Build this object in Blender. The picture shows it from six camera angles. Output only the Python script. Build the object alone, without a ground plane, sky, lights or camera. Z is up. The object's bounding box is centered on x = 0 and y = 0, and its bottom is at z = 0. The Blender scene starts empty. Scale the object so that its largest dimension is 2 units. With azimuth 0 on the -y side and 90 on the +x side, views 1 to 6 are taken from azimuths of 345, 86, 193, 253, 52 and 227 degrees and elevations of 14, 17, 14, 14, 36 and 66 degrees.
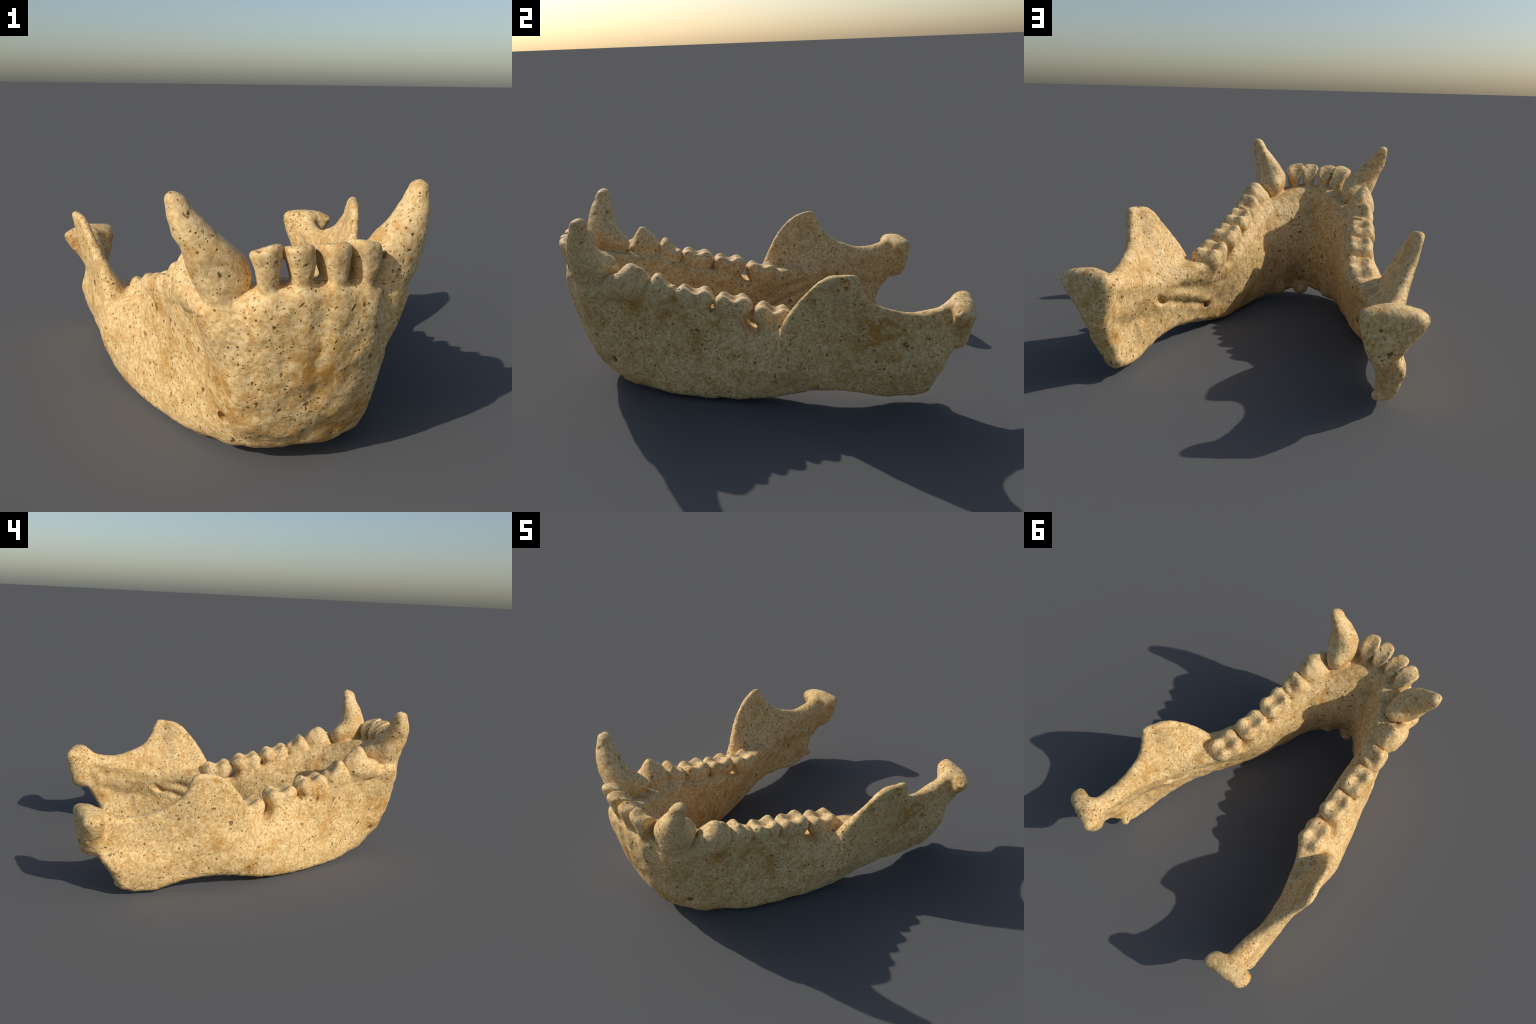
"""A primate lower jaw, dry and pitted: implicit slabs for the bone, profiled
columns for the teeth, blended into one surface and split into named parts."""
import bpy, math
import numpy as np
from mathutils import Vector

VOX = 0.0053          # sampling step of the implicit surface
F32 = np.float32

# ----------------------------------------------------------------------------
# small maths
# ----------------------------------------------------------------------------
def pchip(x, y, q):
    """Shape-preserving cubic through (x, y), evaluated at q (clamped ends)."""
    x = np.asarray(x, float); y = np.asarray(y, float)
    q = np.clip(np.asarray(q, float), x[0], x[-1])
    h = np.diff(x); d = np.diff(y, axis=0) / h.reshape((-1,) + (1,) * (y.ndim - 1))
    m = np.zeros_like(y)
    m[0], m[-1] = d[0], d[-1]
    for i in range(1, len(x) - 1):
        w1 = 2 * h[i] + h[i - 1]; w2 = h[i] + 2 * h[i - 1]
        same = d[i - 1] * d[i] > 0
        with np.errstate(divide='ignore', invalid='ignore'):
            v = (w1 + w2) / (w1 / d[i - 1] + w2 / d[i])
        m[i] = np.where(same, v, 0.0)
    k = np.clip(np.searchsorted(x, q, side='right') - 1, 0, len(x) - 2)
    sh = q.shape + (1,) * (y.ndim - 1)
    hk = h[k].reshape(sh); t = ((q - x[k]).reshape(sh)) / hk
    return ((1 + 2 * t) * (1 - t) ** 2 * y[k] + t * (1 - t) ** 2 * hk * m[k]
            + t * t * (3 - 2 * t) * y[k + 1] + t * t * (t - 1) * hk * m[k + 1])


def catmull_closed(pts, n=10):
    p = np.asarray(pts, float); out = []
    for i in range(len(p)):
        a, b, c, d = p[i - 1], p[i], p[(i + 1) % len(p)], p[(i + 2) % len(p)]
        for t in np.linspace(0, 1, n, endpoint=False):
            out.append(0.5 * (2 * b + (c - a) * t + (2 * a - 5 * b + 4 * c - d) * t * t
                              + (3 * b - a - 3 * c + d) * t ** 3))
    return np.array(out)


class Raster:
    """A 2-D function sampled on a regular raster, looked up bilinearly."""
    def __init__(self, u0, u1, v0, v1, nu, nv, values):
        self.a = (u0, v0, (nu - 1) / (u1 - u0), (nv - 1) / (v1 - v0), nu, nv)
        self.t = values.astype(F32)

    def __call__(self, u, v):
        u0, v0, su, sv, nu, nv = self.a
        fu = np.clip((u - u0) * su, 0, nu - 1.001); fv = np.clip((v - v0) * sv, 0, nv - 1.001)
        i = fu.astype(np.int32); j = fv.astype(np.int32)
        fu = (fu - i).astype(F32); fv = (fv - j).astype(F32)
        t = self.t
        return ((t[i, j] * (1 - fu) + t[i + 1, j] * fu) * (1 - fv)
                + (t[i, j + 1] * (1 - fu) + t[i + 1, j + 1] * fu) * fv)


def lattice(us, vs, table, extra=None):
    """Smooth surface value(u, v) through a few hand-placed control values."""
    t = np.asarray(table, float)
    nu, nv = 320, 160
    qu = np.linspace(us[0], us[-1], nu); qv = np.linspace(vs[0], vs[-1], nv)
    g = pchip(us, t, qu)
    g = pchip(vs, g.T, qv).T
    if extra is not None:
        g = g + extra(qu[:, None], qv[None, :])
    return Raster(us[0], us[-1], vs[0], vs[-1], nu, nv, g)


def outline_field(poly, box, step=0.006):
    """Signed distance to a closed outline (negative inside) on a raster."""
    u0, u1, v0, v1 = box
    nu = int((u1 - u0) / step); nv = int((v1 - v0) / step)
    U, V = np.meshgrid(np.linspace(u0, u1, nu), np.linspace(v0, v1, nv), indexing='ij')
    best = np.full(U.shape, 9.0); inside = np.zeros(U.shape, bool)
    for (ax, ay), (bx, by) in zip(poly, np.roll(poly, -1, axis=0)):
        ex, ey = bx - ax, by - ay
        t = np.clip(((U - ax) * ex + (V - ay) * ey) / (ex * ex + ey * ey + 1e-12), 0, 1)
        best = np.minimum(best, (U - ax - t * ex) ** 2 + (V - ay - t * ey) ** 2)
        c = (ay > V) != (by > V)
        with np.errstate(divide='ignore', invalid='ignore'):
            inside ^= c & (U < (bx - ax) * (V - ay) / (by - ay) + ax)
    d = np.sqrt(best)
    return Raster(u0, u1, v0, v1, nu, nv, np.where(inside, -d, d))


def smin(a, b, k):
    h = np.maximum(k - np.abs(a - b), 0) / k
    return np.minimum(a, b) - h * h * h * k * (1 / 6.0)


def smax(a, b, k):
    return -smin(-a, -b, k)


def round_and(a, b, r):
    """Intersection of two fields with a rounded edge of radius r."""
    return np.minimum(np.maximum(a, b), -r) + np.hypot(np.maximum(a + r, 0), np.maximum(b + r, 0))


def gauss(u, c, w):
    return np.exp(-((u - c) / w) ** 2)


# ----------------------------------------------------------------------------
# the bone: two slabs (arch and ramus) and a condyle, for the +x half
# ----------------------------------------------------------------------------
YC, RS = -0.50, 0.38          # the arch turns about (0, YC); arc length scale
S_MID = YC - RS * math.pi / 2

def arch_coords(x, y):
    """Arc position s and outward offset o of a point of the +x half."""
    rear = y >= YC
    phi = np.arctan2(YC - y, np.maximum(x, 1e-4))
    phi = np.where(x < 1e-4, math.pi / 2 + (1e-4 - x) * 2.2, phi)
    s = np.where(rear, y, YC - RS * phi)
    o = np.where(rear, x, np.hypot(x, y - YC))
    return s.astype(F32), o.astype(F32)

def arc(deg):
    return YC - RS * math.radians(deg)

ARC = [S_MID, arc(60), arc(45), arc(30), arc(13), YC, -0.3, -0.1, 0.1, 0.3, 0.5, 0.7]
ARC_Z = [0.0, 0.1, 0.2, 0.3, 0.4, 0.5, 0.6, 0.7]
ARC_OUTER = [
    [.24, .345, .395, .424, .448, .465, .472, .475],
    [.24, .348, .404, .433, .456, .476, .484, .46],
    [.275, .340, .368, .388, .410, .448, .482, .47],
    [.29, .345, .352, .352, .360, .376, .390, .38],
    [.33, .355, .355, .352, .360, .372, .38, .36],
    [.370, .385, .378, .370, .370, .378, .38, .36],
    [.440, .455, .445, .430, .422, .420, .41, .40],
    [.505, .530, .530, .508, .455, .43, .42, .42],
    [.545, .575, .588, .568, .490, .47, .46, .46],
    [.555, .580, .600, .610, .60, .60, .6, .6],
    [.56, .59, .61, .615, .61, .61, .61, .61],
    [.56, .59, .61, .615, .61, .61, .61, .61],
]
ARC_INNER = [
    [.215, .200, .180, .188, .220, .270, .325, .36],
    [.20, .178, .157, .156, .175, .210, .255, .28],
    [.175, .158, .148, .146, .163, .200, .242, .265],
    [.195, .175, .162, .158, .168, .200, .245, .26],
    [.222, .190, .180, .172, .178, .202, .236, .25],
    [.242, .212, .204, .196, .204, .222, .24, .25],
    [.30, .262, .246, .240, .242, .260, .275, .28],
    [.36, .326, .304, .283, .278, .292, .30, .30],
    [.42, .408, .390, .358, .328, .33, .33, .33],
    [.47, .480, .476, .455, .44, .45, .45, .45],
    [.53, .55, .55, .53, .53, .54, .54, .54],
    [.53, .55, .55, .53, .53, .54, .54, .54],
]

def inner_crests(y, z):
    """Crests and hollows on the inner face of the branch (negative = raised)."""
    along = 1 / (1 + np.exp(-(y - .10) / .04)) / (1 + np.exp((y - .80) / .05))
    crest = gauss(z, .335 + .16 * (y - .4), .030)
    low = gauss(z, .300 + .34 * (y - .43), .022) * gauss(y, .22, .2)
    hollow = gauss(z, .285 + .10 * (y - .3), .035) * gauss(y, .24, .12)
    under = gauss(z, .17 + .12 * (y - .4), .05) * gauss(y, .55, .25)
    return along * (-.010 * crest - .010 * low + .014 * hollow + .010 * under)

def root_ridges(s, z):
    """Low ridges over the roots of the front teeth, on the outer face."""
    up = 1 / (1 + np.exp(-(z - 0.42) / 0.05))
    r = 0.0
    for deg, h, w in ((84, .007, .035), (70, .009, .040), (50, .012, .05)):
        r = r + h * gauss(s, YC - RS * math.radians(deg), w)
    r = r - 0.010 * gauss(s, YC - RS * math.radians(60), .045)
    return r * up

ARC_OUTLINE = [
    (S_MID - .12, .055), (S_MID, .055), (-.95, .040), (-.8, .022), (-.65, .014), (-.5, .010), (-.3, .005), (-.12, .008), (0, .022), (.1, .044),
    (.25, .066), (.4, .066), (.52, .08), (.57, .14), (.52, .22), (.42, .30), (.3, .360), (.2, .382), (.1, .380),
    (.03, .374), (-.042, .348), (-.11, .398), (-.25, .448), (-.4, .50), (-.5, .545), (-.6, .575), (-.7, .59), (-.8, .605), (-.9, .635),
    (-1.0, .66), (S_MID, .666), (S_MID - .12, .666)]

RAM_Y = [-.1, .05, .2, .3, .4, .6, .8, 1.0]
RAM_Z = [0.0, .1, .2, .3, .4, .5, .6, .7]
RAM_OUTER = [
    [.48, .51, .52, .515, .51, .51, .51, .51],
    [.525, .555, .577, .572, .568, .580, .59, .60],
    [.55, .580, .600, .606, .610, .620, .635, .65],
    [.560, .588, .608, .618, .624, .640, .656, .672],
    [.570, .594, .612, .622, .640, .660, .680, .694],
    [.585, .622, .638, .630, .635, .646, .665, .67],
    [.595, .640, .660, .640, .635, .642, .66, .66],
    [.58, .62, .65, .640, .645, .66, .66, .66],
]
RAM_INNER = [
    [.40, .42, .44, .45, .46, .47, .48, .49],
    [.48, .47, .46, .46, .50, .525, .545, .555],
    [.498, .480, .462, .460, .510, .562, .592, .61],
    [.500, .493, .482, .478, .525, .577, .606, .625],
    [.503, .503, .496, .495, .540, .598, .636, .650],
    [.525, .555, .565, .545, .560, .602, .625, .635],
    [.535, .56, .57, .56, .552, .570, .59, .60],
    [.535, .55, .55, .56, .56, .57, .58, .58],
]
RAM_OUTLINE = [
    (-.02, .25), (.045, .34), (.085, .42), (.125, .49), (.18, .575), (.24, .637), (.31, .670), (.375, .681),
    (.413, .670), (.436, .632), (.452, .59), (.48, .545), (.53, .505), (.60, .475), (.68, .450), (.76, .449),
    (.83, .465), (.90, .50), (.955, .48), (.97, .42), (.95, .34), (.915, .28), (.87, .215), (.825, .15), (.795, .085),
    (.785, .055), (.75, .036), (.69, .021), (.62, .016), (.53, .030), (.45, .050), (.36, .068), (.22, .085),
    (.05, .11), (-.05, .17)]


CONDYLE = [(.488, .47), (.51, .500), (.56, .512), (.63, .512), (.69, .502), (.733, .478), (.736, .455), (.705, .40), (.665, .345),
           (.625, .280), (.585, .248), (.545, .275), (.512, .35), (.493, .42)]


def slab(o, u, z, outer, inner, edge, rmax):
    L = outer(u, z); M = inner(u, z)
    half = np.maximum((L - M) * 0.5, 0.008)
    d = np.abs(o - (L + M) * 0.5) - half
    return round_and(d * F32(0.9), edge(u, z), np.minimum(half * 0.92, rmax).astype(F32))


def ellipsoid(X, Y, Z, c, axes, rad, p=2.0):
    """Approximate distance to a (super)ellipsoid with the given frame."""
    d = [X - c[0], Y - c[1], Z - c[2]]
    q = 0; g = 0
    for a, r in zip(axes, rad):
        a = np.asarray(a, float); a = a / np.linalg.norm(a)
        t = (d[0] * a[0] + d[1] * a[1] + d[2] * a[2]) / r
        q = q + np.abs(t) ** p
    return (q ** (1 / p) - 1) * min(rad)


def bone_half(X, Y, Z):
    s, o = arch_coords(X, Y)
    outer = lattice(ARC, ARC_Z, ARC_OUTER, root_ridges); inner = lattice(ARC, ARC_Z, ARC_INNER, inner_crests)
    edge = outline_field(catmull_closed(ARC_OUTLINE, 6), (S_MID - .2, .8, -.1, .8))
    f = slab(o, s, Z, outer, inner, edge, .038)
    r_out = lattice(RAM_Y, RAM_Z, RAM_OUTER); r_in = lattice(RAM_Y, RAM_Z, RAM_INNER, inner_crests)
    r_edge = outline_field(catmull_closed(RAM_OUTLINE, 6), (-.3, 1.1, -.1, .8))
    # clamp y just outside the raster by adding the overshoot
    yy = np.clip(Y, -.1, 1.0)
    g = slab(X, yy, Z, r_out, r_in, r_edge, .035) + np.abs(Y - yy)
    f = smin(f, g, 0.05)
    # condyle: a transverse wedge, its back face running down to a point
    c_edge = outline_field(catmull_closed(CONDYLE, 5), (.3, .9, .1, .7))
    mid = .938 - .22 * (X - .61) + .06 * (Z - .47)
    d = np.abs(Y - mid) - (.050 + .03 * np.clip(Z - .36, -.2, .1))
    # the angle of the jaw ends in a small rough hook
    f = smin(f, ellipsoid(X, Y, Z, (.562, .782, .072), ((1, 0, 0), (0, 1, 0), (0, 0, 1)), (.022, .022, .022)), .02)
    f = smin(f, round_and(d * F32(.92), c_edge(X + 0 * Y, Z + 0 * Y), F32(.042)), .055)
    return f


# ----------------------------------------------------------------------------
# teeth
# ----------------------------------------------------------------------------
def column(X, Y, Z, t):
    """A tooth: a superelliptic column whose axis and half-widths follow
    profiles in z, cut by a chewing surface made of cusps and basins."""
    zs = t['z']
    zc = np.clip(Z[0, 0, :], zs[0], zs[-1])
    cx = pchip(zs, t['cx'], zc).astype(F32); cy = pchip(zs, t['cy'], zc).astype(F32)
    wa = pchip(zs, t['wa'], zc).astype(F32); wb = pchip(zs, t['wb'], zc).astype(F32)
    ca, sa = math.cos(t['rot']), math.sin(t['rot'])
    dx = X - cx; dy = Y - cy
    a = dx * ca + dy * sa            # along the tooth row
    b = -dx * sa + dy * ca           # across it
    if 'pinch' in t:                 # waist between the lobes of a molar
        wb = wb * (1 - t['pinch'] * np.exp(-(a / (0.28 * wa)) ** 2))
    p = t.get('p', 2.6)
    q = (np.abs(a / wa) ** p + np.abs(b / wb) ** p) ** (1 / p)
    side = (q - 1) * np.minimum(wa, wb) * 0.9
    top = t['top'] + 0 * a
    for (ca_, cb_, h, w) in t.get('cusps', ()):
        top = top + h * np.exp(-((a - ca_) ** 2 + (b - cb_) ** 2) / (w * w))
    top = top + t.get('tilt_a', 0) * a + t.get('tilt_b', 0) * b
    d = round_and(side, (Z - top) * F32(0.75), F32(t.get('round', .022)))
    d = np.maximum(d, zs[0] - Z)
    for e in t.get('lumps', ()):
        d = smin(d, ellipsoid(X, Y, Z, e[0], e[1], e[2]), e[3])
    return d


ROW = math.pi / 2

def molar(x, y, base, top, la, lb, rot, heel=0.0, cusp=.032):
    fa, fb = la * .50, lb * .54
    return dict(kind='molar', z=[base - .07, base - .02, base + .03, base + .07, top + .05],
                cx=[x + .015, x + .006, x, x, x - .002], cy=[y + .01, y + .005, y, y, y], tilt_a=-.19,
                wa=[la * .5, la * .58, la * .90, la, la * .99], wb=[lb * .5, lb * .76, lb, lb * .98, lb * .88],
                rot=ROW + rot, p=2.9, pinch=.13, top=top - cusp * .9, round=.024,
                cusps=[(fa, fb, cusp, .040), (fa, -fb, cusp, .040), (-fa, fb, cusp * .9, .040), (-fa, -fb, cusp, .040),
                       (0, 0, -.012, .030), (-la * .95, 0, heel, .04)])


def make_teeth(side, rng):
    j = lambda s: float(rng.uniform(-s, s))
    T = []
    # incisors: spatulate, narrow necks, wide worn edges sloping to the tongue
    for r, (deg, rad, wid, topz) in enumerate(((83.2, .424, .0505, .786), (70.4, .430, .054, .782))):
        a = math.radians(deg)
        dx, dy = math.cos(a), -math.sin(a)
        def pos(k): return [rad_ * (dx if k == 0 else dy) + (0 if k == 0 else YC) for rad_ in
                            (rad + .004, rad, rad + .001, rad + .004, rad + .008, rad + .009)]
        T.append(dict(kind='incisor', z=[.57, .62, .66, .71, .76, .83], cx=pos(0), cy=pos(1),
                      wa=[.03, .040, .050, .064, .070, .068], wb=[.018, .022, .027, .039, wid * .94, wid],
                      rot=math.atan2(dy, dx), p=2.7, top=topz, tilt_a=.10, round=.014,
                      cusps=[(-.085, 0, -.085, .055), (.0, .0, -.004, .025)], tilt_b=(-.32 if r else 0) + j(.05)))
    # canine: a stout tusk leaning out and up, with a heel behind
    T.append(dict(kind='canine', z=[.50, .58, .63, .67, .715, .765, .82, .88, .925, .943],
                  cx=[.275, .270, .270, .272, .280, .302, .340, .370, .386, .391],
                  cy=[-.81, -.825, -.828, -.830, -.838, -.848, -.850, -.843, -.836, -.832],
                  wa=[.03, .046, .070, .088, .094, .082, .062, .043, .030, .017],
                  wb=[.03, .060, .078, .083, .081, .072, .060, .045, .034, .017],
                  rot=0.0, p=2.25, top=.943, round=.016,
                  lumps=[((.248, -.765, .660), ((.3, -1, .25), (1, .3, 0), (0, .25, 1)), (.075, .058, .062), .07)]))
    # first premolar: one tall cusp, a long honing slope in front
    T.append(dict(kind='premolar', z=[.50, .545, .585, .63, .72], cx=[.325, .318, .316, .316, .318],
                  cy=[-.62, -.625, -.632, -.635, -.63], wa=[.04, .070, .096, .100, .090], wb=[.03, .060, .078, .078, .068],
                  rot=ROW - .10, p=2.3, top=.606, round=.022,
                  cusps=[(.010, -.008, .114 if side < 0 else .090, .068 if side < 0 else .072), (-.06, .0, -.012, .03), (.085, .0, .018, .03)],
                  lumps=[((.338, -.706, .585), ((.3, 1, -.35), (1, -.3, 0), (.1, .35, 1)), (.060, .042, .060), .04)]))
    T.append(dict(kind='premolar', z=[.43, .49, .535, .585, .68], cx=[.335, .335, .332, .332, .332],
                  cy=[-.47, -.475, -.487, -.490, -.487], wa=[.03, .054, .076, .082, .076], wb=[.03, .054, .068, .072, .062],
                  rot=ROW - .06, p=2.6, top=.570, round=.022,
                  cusps=[(-.012, .030, .052, .042), (-.010, -.030, .060, .042), (.044, 0, -.014, .03), (.07, 0, .014, .025)]))
    T.append(molar(.350, -.322, .460, .566, .099, .074, -.10))
    T.append(molar(.362, -.138, .405, .513, .099, .076, -.10))
    T.append(molar(.388, .056, .345, .452, .103, .079, -.16))
    if side < 0:
        for t in T:
            if t['kind'] == 'molar':
                t['top'] -= .009
    return T


# ----------------------------------------------------------------------------
# meshing: surface nets on the sampled field
# ----------------------------------------------------------------------------
def surface_net(f, origin, h):
    nx, ny, nz = f.shape
    s = f < 0
    mixed = np.zeros((nx - 1, ny - 1, nz - 1), np.int8)
    for a in (0, 1):
        for b in (0, 1):
            for c in (0, 1):
                mixed += s[a:nx - 1 + a, b:ny - 1 + b, c:nz - 1 + c]
    cells = np.argwhere((mixed > 0) & (mixed < 8))
    idx = np.full(mixed.shape, -1, np.int32)
    idx[cells[:, 0], cells[:, 1], cells[:, 2]] = np.arange(len(cells))
    corner = np.array([[a, b, c] for a in (0, 1) for b in (0, 1) for c in (0, 1)])
    val = np.stack([f[cells[:, 0] + a, cells[:, 1] + b, cells[:, 2] + c] for a, b, c in corner], 1)
    acc = np.zeros((len(cells), 3)); cnt = np.zeros(len(cells))
    for i in range(8):
        for k in range(i + 1, 8):
            if np.abs(corner[i] - corner[k]).sum() != 1:
                continue
            a, b = val[:, i], val[:, k]
            m = (a < 0) != (b < 0)
            t = np.where(m, a / np.where(m, a - b, 1), 0)[:, None]
            acc += np.where(m[:, None], corner[i] + t * (corner[k] - corner[i]), 0); cnt += m
    verts = (cells + acc / cnt[:, None]) * h + np.asarray(origin)
    quads = []
    for ax in range(3):
        lo = [slice(1, -1)] * 3; hi = [slice(1, -1)] * 3
        lo[ax] = slice(0, -1); hi[ax] = slice(1, None)
        a = s[tuple(lo)]; b = s[tuple(hi)]
        e = np.argwhere(a != b)
        flip = a[e[:, 0], e[:, 1], e[:, 2]]
        off = np.ones(3, int); off[ax] = 0
        e = e + off
        u, v = [(1, 2), (2, 0), (0, 1)][ax]
        du = np.zeros(3, int); dv = np.zeros(3, int); du[u] = 1; dv[v] = 1
        g = lambda p: idx[p[:, 0], p[:, 1], p[:, 2]]
        q = np.stack([g(e - du - dv), g(e - dv), g(e), g(e - du)], 1)
        q = np.where(flip[:, None], q, q[:, ::-1])
        quads.append(q)
    return verts, np.concatenate(quads)


def value_noise(p, scale, seed):
    """Smooth 3-D value noise in -1..1."""
    q = p * scale; i = np.floor(q).astype(np.int64); t = q - i; t = t * t * t * (t * (t * 6 - 15) + 10)
    def hsh(a, b, c):
        n = (a * 374761393 + b * 668265263 + c * 2147483647 + seed * 1274126177) & 0xffffffff
        n = ((n ^ (n >> 13)) * 1274126177) & 0xffffffff
        return ((n ^ (n >> 16)) & 0xffff) / 32767.5 - 1
    out = 0
    for a in (0, 1):
        for b in (0, 1):
            for c in (0, 1):
                w = ((t[:, 0] if a else 1 - t[:, 0]) * (t[:, 1] if b else 1 - t[:, 1]) * (t[:, 2] if c else 1 - t[:, 2]))
                out = out + w * hsh(i[:, 0] + a, i[:, 1] + b, i[:, 2] + c)
    return out


def tube(X, Y, Z, a, b, r0, r1):
    a = np.asarray(a, float); d = np.asarray(b, float) - a
    t = np.clip(((X - a[0]) * d[0] + (Y - a[1]) * d[1] + (Z - a[2]) * d[2]) / (d @ d), 0, 1)
    return np.sqrt((X - a[0] - t * d[0]) ** 2 + (Y - a[1] - t * d[1]) ** 2 + (Z - a[2] - t * d[2]) ** 2) - (r0 + t * (r1 - r0))


def build_field():
    xs = np.arange(0, int(.80 / VOX) + 1) * VOX
    ys = np.arange(int(-1.05 / VOX), int(1.05 / VOX)) * VOX
    zs = np.arange(int(-.04 / VOX), int(.98 / VOX)) * VOX
    X = xs[:, None, None].astype(F32); Y = ys[None, :, None].astype(F32); Z = zs[None, None, :].astype(F32)
    shape = (len(xs), len(ys), len(zs))
    Xf = np.broadcast_to(X, shape); Yf = np.broadcast_to(Y, shape); Zf = np.broadcast_to(Z, shape)
    half = np.empty(shape, F32)
    for i in range(0, len(xs), 16):
        k = slice(i, i + 16)
        half[k] = bone_half(Xf[k], Yf[k], Zf[k])

    def local(lo, hi):
        return tuple(slice(max(int(np.searchsorted(g, a)) - 1, 0), int(np.searchsorted(g, b)) + 1)
                     for g, a, b in zip((xs, ys, zs), lo, hi))

    def carve(a, b, r0, r1, k):
        lo = np.minimum(a, b) - max(r0, r1) - .04; hi = np.maximum(a, b) + max(r0, r1) + .04
        q = local(lo, hi)
        half[q] = smax(half[q], -tube(Xf[q], Yf[q], Zf[q], a, b, r0, r1), k)

    def inner_face(y, z):
        """x of the inner face of the half jaw at (y, z)."""
        line = half[:, np.searchsorted(ys, y), np.searchsorted(zs, z)]
        k = int(np.argmax(line < 0))
        return np.array([xs[k], y, z])

    # nerve openings: on the inner ramus, a groove running forward, the chin
    p0, p1 = inner_face(.43, .250), inner_face(.39, .238)
    carve(p0 + (-.010, .03, .012), p1 + (.02, -.01, -.005), .024, .012, .018)
    p2 = inner_face(.075, .14)
    prev = p1
    for t in (.25, .5, .75, 1.0):
        q = inner_face(.39 - .31 * t, .234 - .094 * t)
        carve(prev - (.007, 0, 0), q - (.007, 0, 0), .0075, .0075, .03)
        prev = q
    carve(p2 - (.004, 0, 0), p2 + (.05, -.05, -.02), .016, .008, .008)
    carve((.30, -.82, .172), (.17, -.65, .188), .021, .015, .008)

    full = np.concatenate([half[:0:-1], half], 0)
    label = np.zeros(full.shape, np.int8)
    kinds = ['bone']
    best = full.copy()
    crowns = np.full(full.shape, F32(9.0))
    nx = len(xs)
    for side in (1, -1):
        rng = np.random.default_rng(7 if side > 0 else 19)
        for t in make_teeth(side, rng):
            m = .14
            lo = (min(t['cx']) - m, min(t['cy']) - m, t['z'][0] - .02); hi = (max(t['cx']) + m, max(t['cy']) + m, t['z'][-1] + .04)
            # mirrored teeth are evaluated on mirrored coordinates
            gx = np.concatenate([-xs[:0:-1], xs]) * side
            sel = np.where((gx >= lo[0]) & (gx <= hi[0]))[0]
            qy = slice(np.searchsorted(ys, lo[1]), np.searchsorted(ys, hi[1])); qz = slice(np.searchsorted(zs, lo[2]), np.searchsorted(zs, hi[2]))
            q = (slice(sel[0], sel[-1] + 1), qy, qz)
            d = column(gx[q[0]].astype(F32)[:, None, None], Y[:, qy], Z[:, :, qz], t).astype(F32)
            kinds.append(t['kind'])
            n = len(kinds) - 1
            win = d < best[q]
            label[q] = np.where(win, n, label[q]); best[q] = np.minimum(best[q], d)
            crowns[q] = smin(crowns[q], d, F32(.006))
    full = smin(full, crowns, F32(.024))
    # the little spine under the chin, a touch off the middle
    gx = np.concatenate([-xs[:0:-1], xs])
    sx = np.abs(gx) < .12; q = (np.where(sx)[0][0], np.where(sx)[0][-1] + 1)
    e = ellipsoid(gx[q[0]:q[1]][:, None, None], Y, Z, (.026, -.695, .052), ((1, 0, 0), (0, 1, .3), (0, -.3, 1)), (.046, .038, .034))
    full[q[0]:q[1]] = smin(full[q[0]:q[1]], e.astype(F32), F32(.03))
    return full, label, kinds, (-xs[-1], ys[0], zs[0])


ROLL = 0.020

def place(v):
    """The cast lies a little rolled: the +x side is higher."""
    x, y, z = v[:, 0].copy(), v[:, 1].copy(), v[:, 2].copy()
    # the chin is warped a little to the +x side
    t = np.clip((-.15 - y) / .45, 0, 1) * np.clip((.90 - z) / .25, 0, 1)
    x = x + .018 * t * t * (3 - 2 * t)
    # the two halves differ: the -x corner of the chin stands out more, the
    # +x lower border is drawn in, the -x joint sits a little further forward
    phi = np.degrees(np.arctan2(YC - y, np.abs(x))); rad = np.hypot(x, y - YC)
    skin = np.clip((rad - .24) / .12, 0, 1) * np.clip((.64 - z) / .14, 0, 1)
    push = np.where(x < 0, .024 * gauss(phi, 54, 18), -.030 * gauss(phi, 14, 20) * np.clip((.32 - z) / .2, 0, 1)) * skin
    unit = np.stack([x, y - YC], 1) / np.maximum(rad, 1e-6)[:, None]
    front = np.clip((-.35 - y) / .15, 0, 1)
    x = x + unit[:, 0] * push * front
    y = y + unit[:, 1] * push * front
    back = np.clip((y - .55) / .35, 0, 1)
    y = y + np.where(x < 0, -.016, -.009) * back * back * (3 - 2 * back)
    c, s = math.cos(ROLL), math.sin(ROLL)
    lift = s * x * (.30 + .70 * np.clip(z / .35, 0, 1)) * (1 + .45 * back)
    return np.stack([c * x - s * (z - .62), y, lift + c * z], 1)


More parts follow.
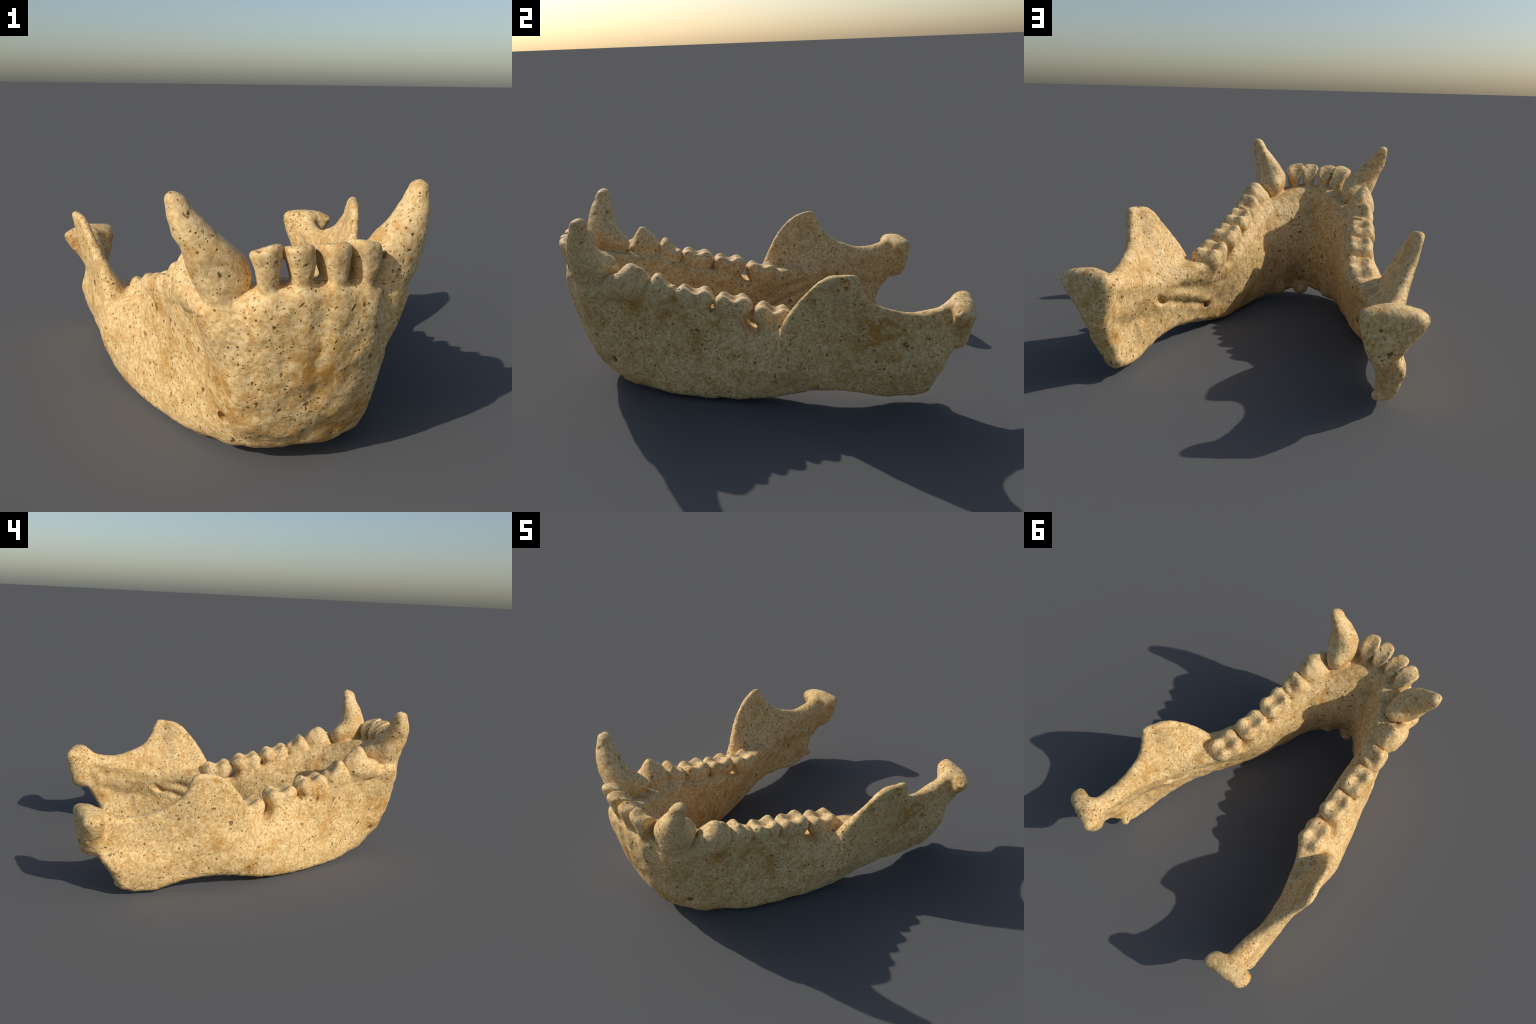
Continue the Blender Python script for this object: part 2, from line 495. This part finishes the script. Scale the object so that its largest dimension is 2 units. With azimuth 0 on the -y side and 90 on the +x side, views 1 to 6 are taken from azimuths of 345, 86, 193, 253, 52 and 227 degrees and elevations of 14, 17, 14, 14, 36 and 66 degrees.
class Nodes:
    """Terse node building."""
    def __init__(self, mat):
        mat.use_nodes = True
        self.t = mat.node_tree
        self.bsdf = self.t.nodes['Principled BSDF']

    def new(self, kind, ins=None, **props):
        n = self.t.nodes.new(kind)
        for k, v in props.items():
            setattr(n, k, v)
        for k, v in (ins or {}).items():
            if hasattr(v, 'is_output'):
                self.t.links.new(v, n.inputs[k])
            else:
                n.inputs[k].default_value = v
        return n

    def math(self, op, a, b=0.0, clamp=False):
        n = self.new('ShaderNodeMath', {0: a, 1: b}, operation=op, use_clamp=clamp)
        return n.outputs[0]

    def noise(self, vec, scale, detail=2.0, rough=.5, dist=0.0):
        return self.new('ShaderNodeTexNoise', {'Vector': vec, 'Scale': scale, 'Detail': detail, 'Roughness': rough, 'Distortion': dist})

    def step(self, v, lo, hi):
        return self.new('ShaderNodeMapRange', {'Value': v, 'From Min': lo, 'From Max': hi}, interpolation_type='SMOOTHSTEP').outputs[0]

    def mix(self, f, a, b):
        n = self.t.nodes.new('ShaderNodeMix'); n.data_type = 'RGBA'
        for i, v in ((0, f), (6, a), (7, b)):
            if hasattr(v, 'is_output'):
                self.t.links.new(v, n.inputs[i])
            else:
                n.inputs[i].default_value = v if i == 0 else (*v, 1)
        return n.outputs[2]

    def blob(self, pos, c, r):
        d = self.new('ShaderNodeVectorMath', {0: pos, 1: c}, operation='DISTANCE').outputs['Value']
        return self.step(d, r, r * .25)


PALE, TAN, OCHRE = (.80, .59, .292), (.55, .325, .106), (.46, .22, .034)
RUST, PIT, GREY = (.32, .155, .045), (.155, .072, .024), (.30, .245, .16)

def bone_material(name='dry_pitted_bone', paler=0.0):
    m = bpy.data.materials.new(name)
    N = Nodes(m)
    pos = N.new('ShaderNodeTexCoord').outputs['Object']
    warp = N.noise(pos, 22, 2).outputs['Color']
    off = N.new('ShaderNodeVectorMath', {0: warp, 1: (.5, .5, .5)}, operation='SUBTRACT').outputs[0]
    def warped(k):
        s = N.new('ShaderNodeVectorMath', {0: off, 'Scale': k}, operation='SCALE').outputs[0]
        return N.new('ShaderNodeVectorMath', {0: pos, 1: s}, operation='ADD').outputs[0]
    # worm-like pale and tan mottling
    fine = N.noise(warped(.03), 66, 4, .68, .35).outputs['Fac']
    mid = N.noise(pos, 17, 4, .6, .6).outputs['Fac']
    big = N.noise(pos, 4.2, 3, .55).outputs['Fac']
    col = N.mix(N.step(fine, .34, .64), TAN, PALE)
    col = N.mix(N.math('MULTIPLY', N.step(mid, .47, .70), .55), col, OCHRE)
    if paler:
        col = N.mix(paler, col, (.72, .57, .34))
    # broad stains: ochre on the chin and along the sockets, grey here and there
    stain = N.blob(pos, (.03, -.93, .40), .17)
    for c, r in (((-.26, -.80, .27), .17), ((.16, -.86, .16), .17), ((-.40, -.32, .44), .14), ((.66, .52, .40), .20), ((.36, -.62, .50), .10)):
        stain = N.math('MAXIMUM', stain, N.blob(pos, c, r))
    stain = N.math('MULTIPLY', stain, N.step(N.noise(pos, 13, 3, .6, 1.0).outputs['Fac'], .40, .58))
    stain = N.math('MAXIMUM', stain, N.math('MULTIPLY', N.step(big, .56, .72), .55))
    col = N.mix(N.math('MULTIPLY', stain, .85), col, OCHRE)
    greyed = N.step(N.noise(pos, 5.5, 4, .6, .4).outputs['Fac'], .58, .74)
    col = N.mix(N.math('MULTIPLY', greyed, .30), col, GREY)
    # pores: three sizes, each cell with its own size, some with none
    pits = None; depth = None
    crowd = N.math('MULTIPLY', N.math('SUBTRACT', N.noise(pos, 7, 2).outputs['Fac'], .5), .75)
    for scale, k, lo, hi in ((25, .055, .34, .37), (45, .038, .30, .34), (78, .026, .26, .35)):
        v = N.new('ShaderNodeTexVoronoi', {'Vector': warped(k), 'Scale': scale, 'Randomness': 1.0})
        rnd = N.new('ShaderNodeSeparateColor', {0: v.outputs['Color']}).outputs[0]
        rad = N.math('MULTIPLY', N.math('ADD', N.math('SUBTRACT', rnd, lo), crowd), hi)
        q = N.math('SUBTRACT', rad, v.outputs['Distance'])
        p = N.step(q, -.06, .11)
        pits = p if pits is None else N.math('MAXIMUM', pits, p)
        dd = N.step(q, -.06, .14)
        depth = dd if depth is None else N.math('MAXIMUM', depth, dd)
    halo = N.math('MULTIPLY', depth, .24)
    col = N.mix(halo, col, RUST)
    col = N.mix(N.math('MULTIPLY', pits, .80), col, PIT)
    N.t.links.new(col, N.bsdf.inputs['Base Color'])
    N.bsdf.inputs['Roughness'].default_value = .62
    N.bsdf.inputs['Specular IOR Level'].default_value = .3
    h = N.math('SUBTRACT', N.math('MULTIPLY', N.math('ADD', fine, mid), .35), depth)
    bump = N.new('ShaderNodeBump', {'Height': h, 'Strength': .6, 'Distance': .007})
    N.t.links.new(bump.outputs[0], N.bsdf.inputs['Normal'])
    return m


def main():
    f, label, kinds, origin = build_field()
    verts, quads = surface_net(f, origin, VOX)
    # which primitive owns each face
    fc = verts[quads].mean(1)
    ijk = np.clip(np.rint((fc - np.asarray(origin)) / VOX).astype(int), 0, np.array(f.shape) - 1)
    own = label[ijk[:, 0], ijk[:, 1], ijk[:, 2]].astype(int)
    # vertex normals, for relief
    def vnormals(v):
        a = np.cross(v[quads[:, 2]] - v[quads[:, 0]], v[quads[:, 3]] - v[quads[:, 1]])
        n = np.zeros_like(v)
        for k in range(4):
            for c in range(3):
                n[:, c] += np.bincount(quads[:, k], a[:, c], len(v))
        return n / np.maximum(np.linalg.norm(n, axis=1, keepdims=True), 1e-9)
    n = vnormals(verts)
    r = (.0045 * value_noise(verts, 6.5, 5) + .0032 * value_noise(verts, 14, 1) + .0022 * value_noise(verts, 27, 2) + .0010 * value_noise(verts, 70, 3))
    chin = np.clip((-.55 - verts[:, 1]) / .15, 0, 1) * np.clip((.64 - verts[:, 2]) / .05, 0, 1)
    rear = np.clip((verts[:, 1] - .55) / .15, 0, 1) * np.clip((.36 - verts[:, 2]) / .1, 0, 1)
    r = r + rear * .0055 * value_noise(verts, 21, 9)
    r = r + chin * .0045 * value_noise(verts, 17, 8)
    verts = place(verts + n * r[:, None])
    print('LOW', verts[:, 2].min(), verts.min(0), verts.max(0))
    n = vnormals(verts)

    # split the bone by region
    fc = verts[quads].mean(1)
    ax = np.abs(fc[:, 0])
    bone = own == 0
    names = {}
    group = own + 100
    def mark(mask, name):
        k = len(names); names[k] = name; group[mask] = k
    left = fc[:, 0] > 0
    ram = bone & (fc[:, 1] > .08 + .0 * fc[:, 2]) & (fc[:, 1] + .6 * (fc[:, 2] - .3) > .14)
    con = ram & (fc[:, 1] > .86) & (fc[:, 2] > .36)
    cor = ram & (fc[:, 1] < .52) & (fc[:, 2] > .50)
    mark(bone, 'jaw_body')
    for sd in (left, ~left):
        mark(ram & sd & ~con & ~cor, 'ramus'); mark(con & sd, 'condyle'); mark(cor & sd, 'coronoid_process')
    for i, k in enumerate(kinds):
        if i:
            mark(own == i, k)
    mat = bone_material()
    enamel = bone_material('worn_enamel', .10)
    root = bpy.data.objects.new('lower_jaw', None)
    bpy.context.scene.collection.objects.link(root)
    root['label'] = 'dry pitted lower jaw bone with long canine teeth'
    root['category'] = 'jaw bone'
    for k, name in names.items():
        q = quads[group == k]
        if not len(q):
            continue
        used, inv = np.unique(q, return_inverse=True)
        me = bpy.data.meshes.new(name)
        me.from_pydata(verts[used].tolist(), [], inv.reshape(q.shape).tolist())
        me.polygons.foreach_set('use_smooth', [True] * len(q))
        me.update()
        me.normals_split_custom_set_from_vertices(n[used].tolist())
        me.materials.append(enamel if name in ('incisor', 'canine', 'premolar', 'molar') else mat)
        ob = bpy.data.objects.new(name, me)
        bpy.context.scene.collection.objects.link(ob)
        ob.parent = root


main()
